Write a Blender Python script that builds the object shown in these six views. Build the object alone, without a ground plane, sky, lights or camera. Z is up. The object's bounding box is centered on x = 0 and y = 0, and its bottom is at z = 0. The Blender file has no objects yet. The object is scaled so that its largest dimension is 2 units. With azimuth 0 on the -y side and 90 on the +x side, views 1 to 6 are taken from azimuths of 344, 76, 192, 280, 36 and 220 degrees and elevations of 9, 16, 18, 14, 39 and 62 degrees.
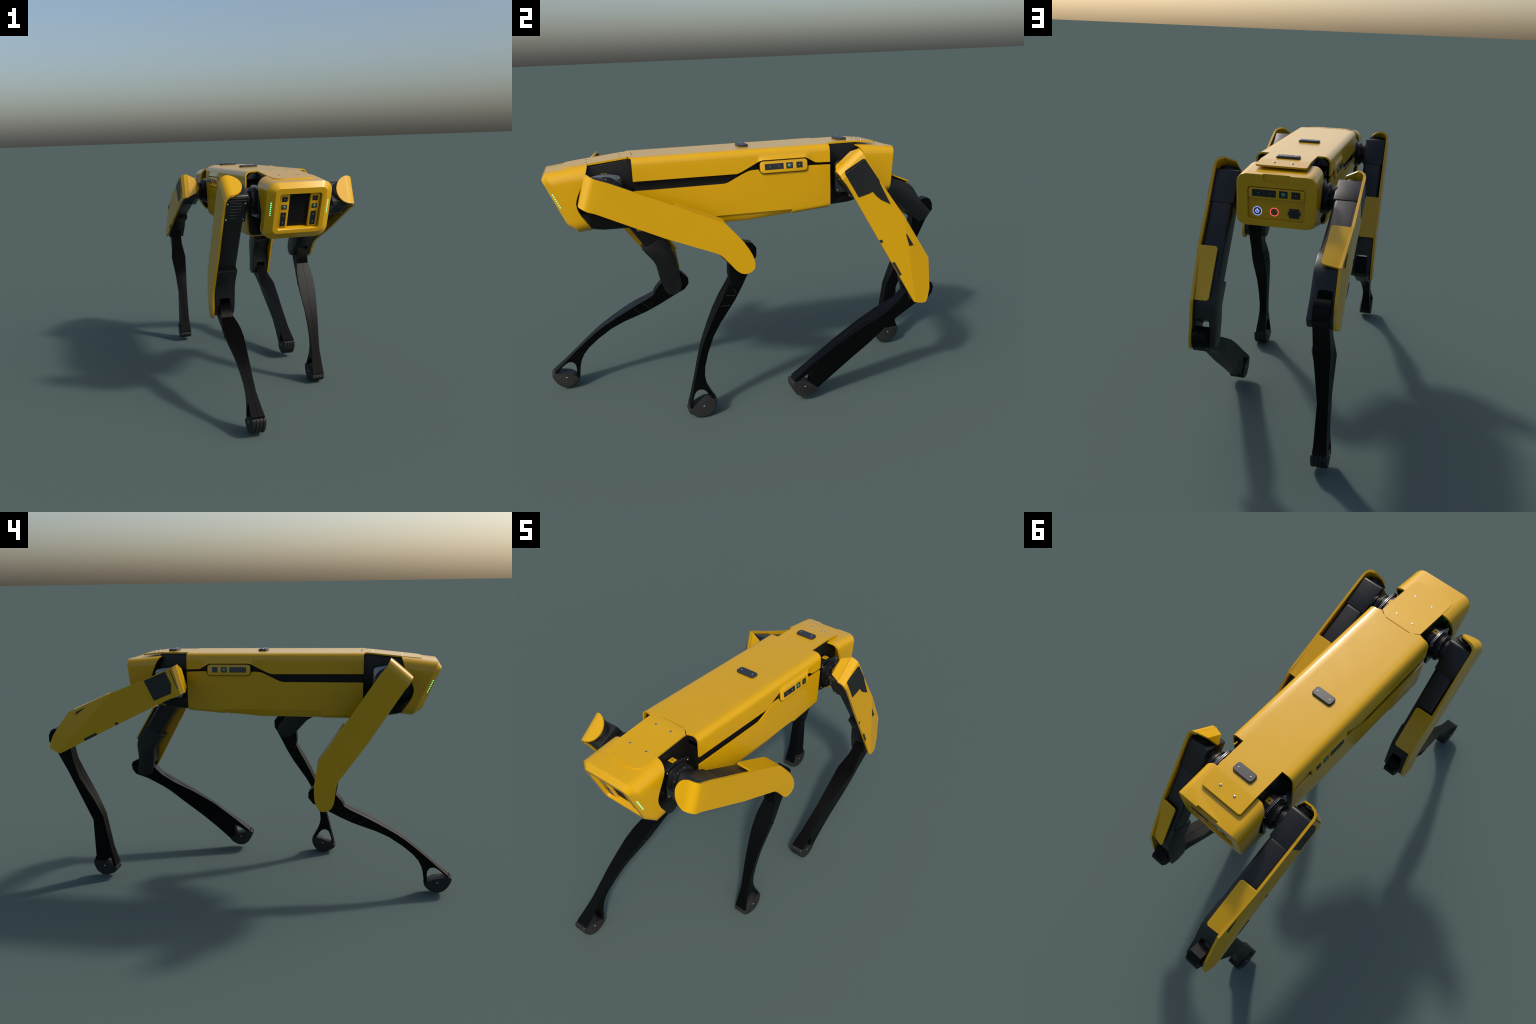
import bpy, bmesh, math, random
from math import sin, cos, radians, pi, sqrt
from mathutils import Vector, Matrix
from mathutils.geometry import tessellate_polygon

random.seed(7)
COL = bpy.context.scene.collection

# ------------------------------------------------------------------ materials
def material(name, color, rough=0.4, metal=0.0, grain=0.0, grain_scale=60.0, bump=0.0,
             bump_scale=400.0, coat=0.0, spec=0.5, rough_var=0.0, emit=None, emit_strength=0.0):
    m = bpy.data.materials.new(name)
    m.use_nodes = True
    nt = m.node_tree
    b = nt.nodes['Principled BSDF']
    b.inputs['Roughness'].default_value = rough
    b.inputs['Metallic'].default_value = metal
    b.inputs['Coat Weight'].default_value = coat
    b.inputs['Coat Roughness'].default_value = 0.25
    b.inputs['Specular IOR Level'].default_value = spec
    tc = nt.nodes.new('ShaderNodeTexCoord')
    base = nt.nodes.new('ShaderNodeTexNoise')
    base.inputs['Scale'].default_value = grain_scale
    base.inputs['Detail'].default_value = 6
    nt.links.new(tc.outputs['Object'], base.inputs['Vector'])
    ramp = nt.nodes.new('ShaderNodeValToRGB')
    ramp.color_ramp.elements[0].position = 0.3
    ramp.color_ramp.elements[1].position = 0.7
    c = Vector(color)
    ramp.color_ramp.elements[0].color = (*(c * (1 - grain)), 1)
    ramp.color_ramp.elements[1].color = (*(c * (1 + grain)), 1)
    nt.links.new(base.outputs['Fac'], ramp.inputs['Fac'])
    nt.links.new(ramp.outputs['Color'], b.inputs['Base Color'])
    if rough_var:
        smear = nt.nodes.new('ShaderNodeTexNoise')
        smear.inputs['Scale'].default_value = 9.0
        smear.inputs['Detail'].default_value = 8
        smear.inputs['Roughness'].default_value = 0.65
        nt.links.new(tc.outputs['Object'], smear.inputs['Vector'])
        mr = nt.nodes.new('ShaderNodeMapRange')
        mr.inputs['From Min'].default_value = 0.3
        mr.inputs['From Max'].default_value = 0.7
        mr.inputs['To Min'].default_value = rough - rough_var
        mr.inputs['To Max'].default_value = rough + rough_var
        nt.links.new(smear.outputs['Fac'], mr.inputs['Value'])
        nt.links.new(mr.outputs['Result'], b.inputs['Roughness'])
    if bump:
        fine = nt.nodes.new('ShaderNodeTexNoise')
        fine.inputs['Scale'].default_value = bump_scale
        fine.inputs['Detail'].default_value = 3
        nt.links.new(tc.outputs['Object'], fine.inputs['Vector'])
        bp = nt.nodes.new('ShaderNodeBump')
        bp.inputs['Strength'].default_value = bump
        bp.inputs['Distance'].default_value = 0.002
        nt.links.new(fine.outputs['Fac'], bp.inputs['Height'])
        nt.links.new(bp.outputs['Normal'], b.inputs['Normal'])
    if emit:
        b.inputs['Emission Color'].default_value = (*emit, 1)
        b.inputs['Emission Strength'].default_value = emit_strength
    return m

YELLOW = material('yellow_painted_shell', (0.63, 0.345, 0.003), rough=0.20, grain=0.012, grain_scale=9,
                  rough_var=0.025, spec=0.5)
BLACK = material('black_core_plastic', (0.0055, 0.0055, 0.0055), rough=0.38, grain=0.2, rough_var=0.06, spec=0.35)
CASING = material('charcoal_leg_casing', (0.0115, 0.0125, 0.013), rough=0.42, grain=0.12, rough_var=0.07, spec=0.45)
SHIN = material('black_leg_moulding', (0.0012, 0.0012, 0.0014), rough=0.40, grain=0.2, rough_var=0.05, spec=0.14)
RUBBER = material('grey_rubber', (0.016, 0.016, 0.016), rough=0.6, grain=0.15, bump=0.15, spec=0.35)
STEEL = material('polished_steel', (0.17, 0.175, 0.185), rough=0.2, metal=1.0, grain=0.15, rough_var=0.08)
SCREW = material('bright_screw_steel', (0.5, 0.5, 0.52), rough=0.3, metal=1.0)
PAD = material('dark_mount_pad', (0.022, 0.024, 0.03), rough=0.4, grain=0.1)
GLASS = material('dark_camera_window', (0.012, 0.014, 0.016), rough=0.2, grain=0.1)
LENS = material('grey_lens', (0.16, 0.16, 0.16), rough=0.25)
LENSGREEN = material('green_lens', (0.02, 0.30, 0.18), rough=0.25)
BUTTON = material('dim_button_face', (0.16, 0.10, 0.02), rough=0.4)
SEAM = material('dark_seam', (0.02, 0.017, 0.008), rough=0.7)
LED = material('green_light', (0.1, 0.8, 0.3), emit=(0.12, 1.0, 0.35), emit_strength=2.2)
BLUE = material('blue_white_light', (0.3, 0.35, 0.9), emit=(0.22, 0.3, 1.0), emit_strength=1.3)
RED = material('red_light', (0.8, 0.1, 0.1), emit=(1.0, 0.10, 0.11), emit_strength=1.1)

def mesh_panel_material():
    """Black perforated grille: rows of tiny holes as a bump and colour pattern."""
    m = bpy.data.materials.new('perforated_grille')
    m.use_nodes = True
    nt = m.node_tree
    b = nt.nodes['Principled BSDF']
    b.inputs['Roughness'].default_value = 0.5
    b.inputs['Specular IOR Level'].default_value = 0.25
    tc = nt.nodes.new('ShaderNodeTexCoord')
    mp = nt.nodes.new('ShaderNodeMapping')
    mp.inputs['Scale'].default_value = (120, 120, 120)
    nt.links.new(tc.outputs['Object'], mp.inputs['Vector'])
    v = nt.nodes.new('ShaderNodeTexVoronoi')
    v.inputs['Scale'].default_value = 1.0
    v.inputs['Randomness'].default_value = 0.0
    nt.links.new(mp.outputs['Vector'], v.inputs['Vector'])
    r = nt.nodes.new('ShaderNodeValToRGB')
    r.color_ramp.elements[0].position = 0.30
    r.color_ramp.elements[0].color = (0.0012, 0.0012, 0.0012, 1)
    r.color_ramp.elements[1].position = 0.42
    r.color_ramp.elements[1].color = (0.0075, 0.0075, 0.0075, 1)
    nt.links.new(v.outputs['Distance'], r.inputs['Fac'])
    nt.links.new(r.outputs['Color'], b.inputs['Base Color'])
    return m
GRILLE = mesh_panel_material()

# ------------------------------------------------------------------ mesh helpers
def lerp(a, b, t):
    return a + (b - a) * t

def interp(table, x):
    """Piecewise linear look-up in [(x, y), ...]."""
    if x <= table[0][0]:
        return table[0][1]
    for (x0, y0), (x1, y1) in zip(table, table[1:]):
        if x <= x1:
            return lerp(y0, y1, (x - x0) / (x1 - x0) if x1 > x0 else 0)
    return table[-1][1]

def make(name, verts, faces, mat, parent=None, origin=(0, 0, 0), angle=32, bevel=0.0, seg=2, recalc=True):
    o = Vector(origin)
    bm = bmesh.new()
    vs = [bm.verts.new(Vector(v) - o) for v in verts]
    for f in faces:
        if len(set(f)) >= 3:
            try:
                bm.faces.new([vs[i] for i in dict.fromkeys(f)])
            except ValueError:
                pass
    bmesh.ops.remove_doubles(bm, verts=bm.verts, dist=1e-5)
    if recalc:
        bmesh.ops.recalc_face_normals(bm, faces=bm.faces)
    if bevel:
        es = [e for e in bm.edges if len(e.link_faces) == 2 and e.calc_face_angle(0) > radians(35)]
        bmesh.ops.bevel(bm, geom=es, offset=bevel, segments=seg, profile=0.5, affect='EDGES', clamp_overlap=True)
    me = bpy.data.meshes.new(name)
    bm.to_mesh(me)
    bm.free()
    for p in me.polygons:
        p.use_smooth = True
    me.set_sharp_from_angle(angle=radians(angle))
    me.materials.append(mat)
    ob = bpy.data.objects.new(name, me)
    COL.objects.link(ob)
    ob.location = o
    if parent:
        attach(ob, parent)
    return ob

def attach(ob, parent):
    ob.parent = parent
    ob.matrix_parent_inverse = Matrix.Translation(-world_loc(parent))

def world_loc(ob):
    # parents only ever translate; with the inverse set every ob.location stays a world position
    return Vector(ob.location)

def ring_faces(nr, n, closed=True):
    f = []
    for r in range(nr - 1):
        for i in range(n if closed else n - 1):
            j = (i + 1) % n
            f.append((r * n + i, r * n + j, (r + 1) * n + j, (r + 1) * n + i))
    return f

def loft(name, rings, mat, parent=None, origin=(0, 0, 0), cap0=True, cap1=True, **k):
    n = len(rings[0])
    v = [p for r in rings for p in r]
    f = ring_faces(len(rings), n)
    if cap0:
        f.append(tuple(range(n)))
    if cap1:
        f.append(tuple(range((len(rings) - 1) * n, len(rings) * n)))
    return make(name, v, f, mat, parent, origin, **k)

class Frame:
    """Local axes: point(u, v, n) -> world."""
    def __init__(self, o, U, V, N):
        self.o, self.U, self.V, self.N = Vector(o), Vector(U), Vector(V), Vector(N)
    def __call__(self, u, v, n=0.0):
        return self.o + self.U * u + self.V * v + self.N * n

def slab(name, poly, frame, n0, n1, mat, parent=None, origin=None, **k):
    """Flat polygon (u, v) thickened from n0 to n1 along the frame's normal."""
    v = [frame(u, w, n0) for u, w in poly] + [frame(u, w, n1) for u, w in poly]
    m = len(poly)
    f = [(i, (i + 1) % m, m + (i + 1) % m, m + i) for i in range(m)]
    tri = tessellate_polygon([[Vector((u, w, 0)) for u, w in poly]])
    if len(poly) <= 64:
        f += [tuple(range(m)), tuple(range(2 * m - 1, m - 1, -1))]
    else:
        f += [tuple(t) for t in tri] + [tuple(m + i for i in t) for t in tri]
    if origin is None:
        origin = frame(*poly[0], n0)
    return make(name, v, f, mat, parent, origin, **k)

def rrect(hw, v0, v1, r, n=4, u=0.0, side=0):
    """Rounded rectangle outline, counter-clockwise from the lower right corner;
    'side' adds that many points along each upright side."""
    pts = []
    for cx, cy, a0 in ((u + hw - r, v0 + r, -90), (u + hw - r, v1 - r, 0), (u - hw + r, v1 - r, 90), (u - hw + r, v0 + r, 180)):
        for i in range(n + 1):
            a = radians(a0 + 90 * i / n)
            pts.append((cx + r * cos(a), cy + r * sin(a)))
        if a0 in (-90, 90):
            xs_ = u + hw if a0 == -90 else u - hw
            for i in range(1, side + 1):
                t = i / (side + 1)
                pts.append((xs_, lerp(v0 + r, v1 - r, t if a0 == -90 else 1 - t)))
    return pts

def circle(r, n=24, u=0.0, v=0.0):
    return [(u + r * cos(2 * pi * i / n), v + r * sin(2 * pi * i / n)) for i in range(n)]

def turned(name, frame, prof, mat, parent, n=32, **k):
    """Lathe: profile [(radius, height)] round the frame's normal."""
    rings = [[frame(r * cos(2 * pi * i / n), r * sin(2 * pi * i / n), h) for i in range(n)] for r, h in prof]
    return loft(name, rings, mat, parent, frame(0, 0, prof[0][1]), **k)

def dot(name, frame, u, v, n, r, mat, parent, flat=0.6, seg=12):
    """Small domed screw or bulb."""
    f = Frame(frame(u, v, n), frame.U, frame.V, frame.N)
    prof = [(r, -r * 0.4), (r, 0), (r * 0.85, r * flat * 0.6), (r * 0.5, r * flat * 0.9), (r * 0.12, r * flat)]
    return turned(name, f, prof, mat, parent, n=seg, angle=50)

# ------------------------------------------------------------------ root
root = bpy.data.objects.new('robot_dog', None)
COL.objects.link(root)
root['label'] = 'yellow and black four-legged walking robot in mid stride'
root['category'] = 'robot'

X = Vector((1, 0, 0)); Y = Vector((0, 1, 0)); Z = Vector((0, 0, 1))

# ------------------------------------------------------------------ torso
TOP = 1.1495
HW = 0.1580         # half width of the torso shells
RS = 0.030          # shoulder radius

def extrude_y(name, section, y0, y1, mat, parent, **k):
    """Prism along y of an (x, z) outline."""
    return loft(name, [[(x, y0, z) for x, z in section], [(x, y1, z) for x, z in section]], mat, parent,
                origin=(0, y0, section[0][1]), **k)

def core_ring(y, zb):
    """Core cross-section with a deep slot behind the side grilles."""
    out = []
    for x, z in rrect(0.1475, zb, TOP - 0.0075, 0.040, 5):
        if len(out) and abs(x - out[-1][0]) < 1e-6 and abs(z - out[-1][1]) > 0.1:
            sgn = math.copysign(1, x)
            zs = [(1.002, 0.1475), (1.004, 0.130), (1.108, 0.130), (1.110, 0.1475)]
            for zz, hh in (zs if z > out[-1][1] else zs[::-1]):
                out.append((sgn * hh, zz))
        out.append((x, z))
    return [(x, y, z) for x, z in out]
torso = loft('torso', [core_ring(-0.551, 0.8440), core_ring(-0.44, 0.8480), core_ring(-0.36, 0.860), core_ring(-0.10, 0.862), core_ring(0.301, 0.878)], BLACK, root,
             origin=(0, -0.551, 0.85), bevel=0.003)

# narrow black spine carrying the hips, and the wide pan beneath it
def bay(rows):
    """Spine under the deck: [(y, bottom, top)]."""
    loft('hip_bay', [[(x, y, z) for x, z in rrect(0.099, b, t, 0.006, 3)] for y, b, t in rows], BLACK, torso, origin=(0, rows[0][0], rows[0][1]))
bay([(-0.800, 0.915, 1.112), (-0.575, 0.915, TOP - 0.0085), (-0.5515, 0.915, TOP - 0.0085)])
bay([(0.3015, 0.935, TOP - 0.0075), (0.452, 0.935, TOP - 0.0075), (0.470, 0.935, 1.118), (0.540, 0.935, 1.105)])
def pan(rows):
    """Black underside of a hip bay: [(y, half width, bottom, top)]."""
    loft('belly_pan', [[(x, y, z) for x, z in rrect(h, b, t, 0.018, 4)] for y, h, b, t in rows], BLACK, torso, origin=(0, rows[0][0], rows[0][2]))
pan([(-0.790, 0.134, 0.878, 0.94), (-0.757, 0.136, 0.870, 0.93), (-0.727, 0.128, 0.857, 0.92), (-0.690, 0.104, 0.846, 0.92), (-0.552, 0.102, 0.843, 0.92)])
pan([(0.302, 0.102, 0.863, 0.94), (0.41, 0.104, 0.870, 0.945), (0.445, 0.128, 0.884, 0.95), (0.52, 0.142, 0.905, 0.96)])
# ---- upper shell: cap with dropped sides, a camera bulge and a tongue over the tail
UP_EDGE = [(-0.556, 1.052), (-0.115, 1.050), (-0.095, 1.057), (-0.016, 1.096), (-0.004, 1.101), (0.190, 1.1005),
           (0.203, 1.094), (0.236, 1.075), (0.25, 1.0725), (0.306, 1.071)]
def bulge(y):
    def sm(t):
        t = max(0, min(1, t)); return t * t * (3 - 2 * t)
    return 0.0095 * sm((y + 0.025) / 0.025) * (1 - sm((y - 0.19) / 0.03))

def side_x(z):
    """Half width of the torso flank, nearly upright with a slight draft."""
    return interp([(0.84, 0.1505), (0.95, 0.1562), (1.06, HW), (1.11, HW - 0.001)], z)

def upper_row(y):
    zl = interp(UP_EDGE, y)
    half = []
    zs = TOP - RS
    for i in range(4):
        t = i / 3
        z = lerp(zl, zs, t)
        half.append((side_x(z) + bulge(y) * (1 - t), z))
    for i in range(1, 7):
        a = radians(90 * i / 6)
        half.append((HW - 0.001 - RS + RS * cos(a), zs + RS * sin(a)))
    for x in (0.10, 0.088, 0.06, 0.03):
        half.append((x, TOP))
    return half + [(0.0, TOP)] + [(-x, z) for x, z in reversed(half)]

def upper_shell():
    ys = sorted(set([-0.556, -0.50, -0.40, -0.30, -0.20, -0.13, -0.115, -0.105, -0.095, -0.07, -0.045, -0.03, -0.022, -0.016, -0.010, -0.004,
                     0.03, 0.08, 0.14, 0.18, 0.19, 0.197, 0.203, 0.212, 0.222, 0.236, 0.25, 0.27, 0.306]))
    tongue = [0.36, 0.42, 0.455, 0.462, 0.50, 0.536, 0.542]
    def front(x):
        return interp([(0, -0.5415), (0.066, -0.5415), (0.076, -0.545), (0.103, -0.567), (0.112, -0.557), (0.2, -0.556)], abs(x))
    outer, inner, quads = [], [], []
    rows = [(y, False) for y in ys] + [(y, True) for y in tongue]
    n = None
    th = 0.007
    for k, (y, tg) in enumerate(rows):
        sec = upper_row(min(y, 0.306))
        n = len(sec)
        for i, (x, z) in enumerate(sec):
            yy, dz, xx = y, 0.0, x
            if k == 0:
                yy = front(x)
            if tg:
                dz = -0.105 * max(0, y - 0.457)
                if y > 0.537:
                    xx = max(-0.092, min(0.092, x))
            outer.append((xx, yy, z + dz))
            nx, nz = (0, -1)
            if abs(x) > 0.101:
                if z < TOP - RS:
                    nx, nz = (-math.copysign(1, x), 0)
                else:
                    cx = math.copysign(HW - 0.001 - RS, x)
                    v = Vector((cx - x, TOP - RS - z)).normalized()
                    nx, nz = v
            inner.append((xx + nx * th, yy, z + dz + nz * th))
    N = len(outer)
    fs = []
    used = set()
    for r in range(len(rows) - 1):
        for i in range(n - 1):
            x0, x1 = outer[r * n + i][0], outer[r * n + i + 1][0]
            if rows[r + 1][1] and (abs(x0) > 0.1005 or abs(x1) > 0.1005):
                continue
            fs.append((r * n + i, r * n + i + 1, (r + 1) * n + i + 1, (r + 1) * n + i))
    edge = {}
    for f in fs:
        for a, b in zip(f, f[1:] + f[:1]):
            edge[(a, b)] = edge.get((a, b), 0) + 1
    faces = list(fs) + [tuple(N + i for i in reversed(f)) for f in fs]
    for (a, b) in edge:
        if (b, a) not in edge:
            faces.append((b, a, N + a, N + b))
    keep = sorted({i for f in faces for i in f})
    idx = {o: i for i, o in enumerate(keep)}
    allv = outer + inner
    make('upper_shell', [allv[i] for i in keep], [tuple(idx[i] for i in f) for f in faces], YELLOW, torso, (0, 0, TOP), angle=40)
upper_shell()

# ---- lower shell: trough with the grille edge on top and a stepped belly
LO_EDGE = [(-0.556, 1.0115), (-0.172, 1.0115), (-0.158, 1.0145), (-0.145, 1.020), (-0.09, 1.047), (-0.066, 1.057), (-0.052, 1.060), (-0.020, 1.0615),
           (-0.017, 1.055), (-0.008, 1.045), (0.006, 1.0405), (0.187, 1.0405), (0.198, 1.046), (0.206, 1.056), (0.2075, 1.0625), (0.306, 1.0595)]
BELLY = [(-0.556, 0.8355), (-0.065, 0.8365), (0.06, 0.8470), (0.127, 0.8510), (0.306, 0.8660)]
STEP = (-0.365, 0.128)
def lower_row(y):
    zt, zb = interp(LO_EDGE, y), interp(BELLY, y)
    inside = STEP[0] < y < STEP[1]
    half = []
    zs = 0.8735 if inside else zb + 0.020
    for i in range(5):
        z = lerp(zt, zs, i / 4)
        half.append((side_x(z) - (0.0 if i < 4 else 0.0), z))
    if inside:
        xs = side_x(zs)
        half += [(xs - 0.0055, zs - 0.0025), (xs - 0.0065, zs - 0.006), (xs - 0.012, zb + 0.012), (xs - 0.018, zb + 0.004), (xs - 0.030, zb + 0.0005), (0.08, zb)]
    else:
        xs = side_x(zs)
        for a in (18, 36, 54, 72, 90):
            half.append((xs - 0.02 + 0.02 * cos(radians(a)), zs - (zs - zb) * sin(radians(a))))
        half.append((0.08, zb))
    return half + [(0.0, zb)] + [(-x, z) for x, z in reversed(half)]

def lower_shell():
    ys = sorted({y for y, _ in LO_EDGE} | {y for y, _ in BELLY} | {-0.46, STEP[0], STEP[0] + 0.012, -0.28, 0.02, 0.10, STEP[1] - 0.004, STEP[1], 0.16, 0.25})
    rows = [lower_row(y) for y in ys]
    n = len(rows[0])
    th = 0.007
    outer = [(x, y, z) for y, r in zip(ys, rows) for x, z in r]
    inner = []
    for y, r in zip(ys, rows):
        zc = 0.93
        for x, z in r:
            if z > 0.90:
                inner.append((x - math.copysign(th, x), y, z))
            elif abs(x) < 0.1:
                inner.append((x, y, z + th))
            else:
                inner.append((x - math.copysign(th, x), y, z + th * 0.8))
    N = len(outer)
    f = ring_faces(len(rows), n, closed=False)
    faces = f + [tuple(N + i for i in reversed(q)) for q in f]
    R = len(rows)
    for i in range(n - 1):
        faces.append((i, i + 1, N + i + 1, N + i))
        a = (R - 1) * n + i
        faces.append((a, a + 1, N + a + 1, N + a))
    for r in range(R - 1):
        for c in (0, n - 1):
            a, b = r * n + c, (r + 1) * n + c
            faces.append((a, b, N + b, N + a))
    make('lower_shell', outer + inner, faces, YELLOW, torso, (0, 0, 0.86), angle=28)
lower_shell()

# ---- grille strips and camera bars on both flanks
def window_set(frame, parent, spans, v0, v1, n):
    """Camera windows: spans = [(u0, u1, kind)], kinds pair / green / single."""
    for u0, u1, kind in spans:
        slab('camera_window', [(u0, v0), (u1, v0), (u1, v1), (u0, v1)], frame, n - 0.004, n + 0.0006, GLASS, parent)
        vc = (v0 + v1) / 2
        if kind == 'pair':
            cs = [(lerp(u0, u1, 0.27), vc), (lerp(u0, u1, 0.75), vc)]
        elif kind == 'pairv':
            cs = [((u0 + u1) / 2, lerp(v0, v1, 0.25)), ((u0 + u1) / 2, lerp(v0, v1, 0.75))]
        else:
            cs = [((u0 + u1) / 2, vc)]
        for cu, cv in cs:
            if kind == 'green':
                dot('lens', frame, cu, cv, n + 0.0006, 0.0082, LENS, parent, flat=0.2, seg=16)
                dot('lens', frame, cu, cv, n + 0.0012, 0.0065, LENSGREEN, parent, flat=0.3, seg=16)
            else:
                turned('lens_ring', Frame(frame(cu, cv, n), frame.U, frame.V, frame.N),
                       [(0.0082, 0.0), (0.0082, 0.0016), (0.0068, 0.0016), (0.0068, 0.0)], PAD, parent, n=16, cap0=False, cap1=False)
                dot('lens', frame, cu, cv, n + 0.0006, 0.0030, LENS, parent, flat=0.6, seg=10)

for s in (-1, 1):
    fr = Frame((s * 0.1345, 0, 0), Y, Z, X * s)
    slab('side_grille', [(-0.552, 1.005), (-0.165, 1.005), (-0.06, 1.05), (-0.02, 1.056), (-0.02, 1.102), (-0.12, 1.058), (-0.552, 1.058)],
         fr, -0.004, 0.0012, GRILLE, torso)
    for k in range(5):
        z = 1.0185 + 0.0075 * k
        slab('grille_slat', [(-0.551, z), (-0.13 - 0.005 * (2 - k), z), (-0.13 - 0.005 * (2 - k), z + 0.0022), (-0.551, z + 0.0022)], fr, 0.001, 0.0028, GRILLE, torso)
    # camera bar, leaning slightly upward
    tilt = radians(7)
    V = (Z * cos(tilt) - X * s * sin(tilt)).normalized()
    N = (X * s * cos(tilt) + Z * sin(tilt)).normalized()
    bf = Frame((s * 0.1645, 0.094, 1.070), Y, V, N)
    bar = slab('camera_bar', rrect(0.1065, -0.0268, 0.0268, 0.016, 6), bf, -0.022, 0.0, YELLOW, torso, bevel=0.0035, seg=3)
    slab('bar_gasket', rrect(0.109, -0.0292, 0.0292, 0.018, 6), bf, -0.022, -0.0075, SEAM, bar)
    window_set(bf, bar, [(-0.087, -0.003, 'pair'), (0.009, 0.039, 'green'), (0.055, 0.083, 'single')], -0.0125, 0.0135, 0.0)

# ---- pads and screws on the back
topf = Frame((0, 0, TOP), X, Y, Z)
for yc in (-0.056, 0.405):
    o = Frame((0, yc, TOP), X, Y, Z)
    prof = [(-0.001, 0.0), (0.0082, 0.0), (0.0104, 0.003)]
    rings = [[o(u, v, n) for u, v in [(p * (1 - 2.0 * ins / 0.1), q * (1 - 2 * ins / 0.05)) for p, q in rrect(0.048, -0.0215, 0.0215, 0.011, 3)]] for n, ins in prof]
    pad = loft('mount_pad', rings, PAD, root, o(0, 0, 0))
    for u in (-0.031, 0.031):
        dot('screw', o, u, 0.0, 0.0102, 0.0035, SCREW, pad, flat=0.5)
for x in (-0.036, 0.036):
    dot('screw', Frame((x, 0.50, TOP - 0.0036), X, Vector((0, 1, -0.075)).normalized(), Z), 0, 0, 0, 0.006, SCREW, torso, flat=0.5)

# ---- front top plate, a separate panel bridging torso and head
def plate_z(y):
    return TOP - 0.0005 - 0.105 * max(0, -0.575 - y)
def top_plate():
    rows = [(-0.5450, 0.066), (-0.5485, 0.0735), (-0.5695, 0.1005), (-0.585, 0.1005), (-0.66, 0.100), (-0.74, 0.100), (-0.790, 0.0985), (-0.812, 0.094), (-0.825, 0.084), (-0.8315, 0.066), (-0.834, 0.04)]
    cols = [-1, -0.8, -0.4, 0, 0.4, 0.8, 1]
    def p(y, h, c, dz):
        return (h * c, y, plate_z(y) + dz)
    out = [p(y, h, c, 0) for y, h in rows for c in cols]
    inn = [p(y, h, c, -0.0075) for y, h in rows for c in cols]
    n, N = len(cols), len(out)
    f = ring_faces(len(rows), n, closed=False)
    faces = f + [tuple(N + i for i in q) for q in f]
    border = [i for i in range(n)] + [r * n + n - 1 for r in range(1, len(rows))] + [(len(rows) - 1) * n + i for i in range(n - 2, -1, -1)] + [r * n for r in range(len(rows) - 2, 0, -1)]
    for a, b in zip(border, border[1:] + border[:1]):
        faces.append((a, b, N + b, N + a))
    pl = make('top_plate', out + inn, faces, YELLOW, root, (0, -0.56, TOP), angle=40)
    for x, y in ((-0.045, -0.735), (0.045, -0.735), (0.041, -0.593), (-0.041, -0.593)):
        f = Frame((x, y, plate_z(y)), X, Vector((0, 1, 0.09)).normalized(), Vector((0, -0.09, 1)).normalized())
        dot('screw', f, 0, 0, 0, 0.0052, SCREW, pl, flat=0.2)
top_plate()
# thin dark seam bed under the gap
slab('seam_bed', [(-0.104, -0.572), (0.104, -0.572), (0.104, -0.535), (-0.104, -0.535)], topf, -0.0125, -0.0095, SEAM, torso)

# ------------------------------------------------------------------ head
TILT = radians(23.3)
HN = Vector((0, -cos(TILT), -sin(TILT)))
HV = Vector((0, -sin(TILT), cos(TILT)))
face = Frame((0, -0.9205, 1.082), X, HV, HN)     # face(x, v, n): v=0 upper rim, n outward
BACK = [(0.855, -0.737), (0.885, -0.752), (0.926, -0.779), (0.95, -0.790), (0.973, -0.794), (0.99, -0.791), (1.012, -0.783), (1.05, -0.764), (1.088, -0.747), (1.131, -0.733)]
HZ0, HZ1 = 0.852, 1.129
def head():
    nn = 6
    inner = rrect(0.097, -0.203, -0.028, 0.012, nn, side=9)
    rim = rrect(0.1175, -0.222, 0.0, 0.024, nn, side=9)
    big = rrect(0.151, 0.0, 1.0, 0.046, nn, side=9)   # v normalised below
    def S1(x, t):
        # back of the chamfer: upright octagon outline on the tilted plane
        y0, z0, y1, z1 = -0.791, HZ0 - 0.001, -0.904, 1.109
        return Vector((x, lerp(y0, y1, t), lerp(z0, z1, t)))
    def norm(p):
        return p
    H = 0.28
    bigp = [(x, v / H) for x, v in rrect(0.151, 0, H, 0.049, nn, side=9)]
    backp = [(x, v / H) for x, v in rrect(0.1525, 0, H, 0.054, nn, side=9)]
    rings = []
    # deep recess, rim, chamfer, flank
    floor = [face(x, v, -0.030) for x, v in rrect(0.095, -0.200, -0.031, 0.010, nn, side=9)]
    rings.append(floor)
    rings.append([face(x, v, -0.002) for x, v in inner])
    rings.append([face(x, v, 0) for x, v in rrect(0.0985, -0.2045, -0.0265, 0.0135, nn, side=9)])
    rings.append([face(x, v, 0) for x, v in rim])
    rings.append([S1(x, t) for x, t in bigp])
    for m in (0.33, 0.66, 1.0):
        r = []
        for (x0, t0), (x1, t1) in zip(bigp, backp):
            a = S1(x0, t0)
            zb = lerp(0.855, 1.131, t1)
            b = Vector((x1, interp(BACK, zb), zb))
            r.append(a.lerp(b, m))
        rings.append(r)
    # return edge of the shell
    rings.append([Vector((p.x * 0.955, p.y + 0.001, lerp(0.993, p.z, 0.955))) for p in rings[-1]])
    rings.append([Vector((p.x, p.y - 0.05, p.z)) for p in rings[-1]])
    ob = loft('head', rings, YELLOW, root, face(0, -0.1, -0.1), cap0=True, cap1=False, angle=30)
    return ob
hd = head()
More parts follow.
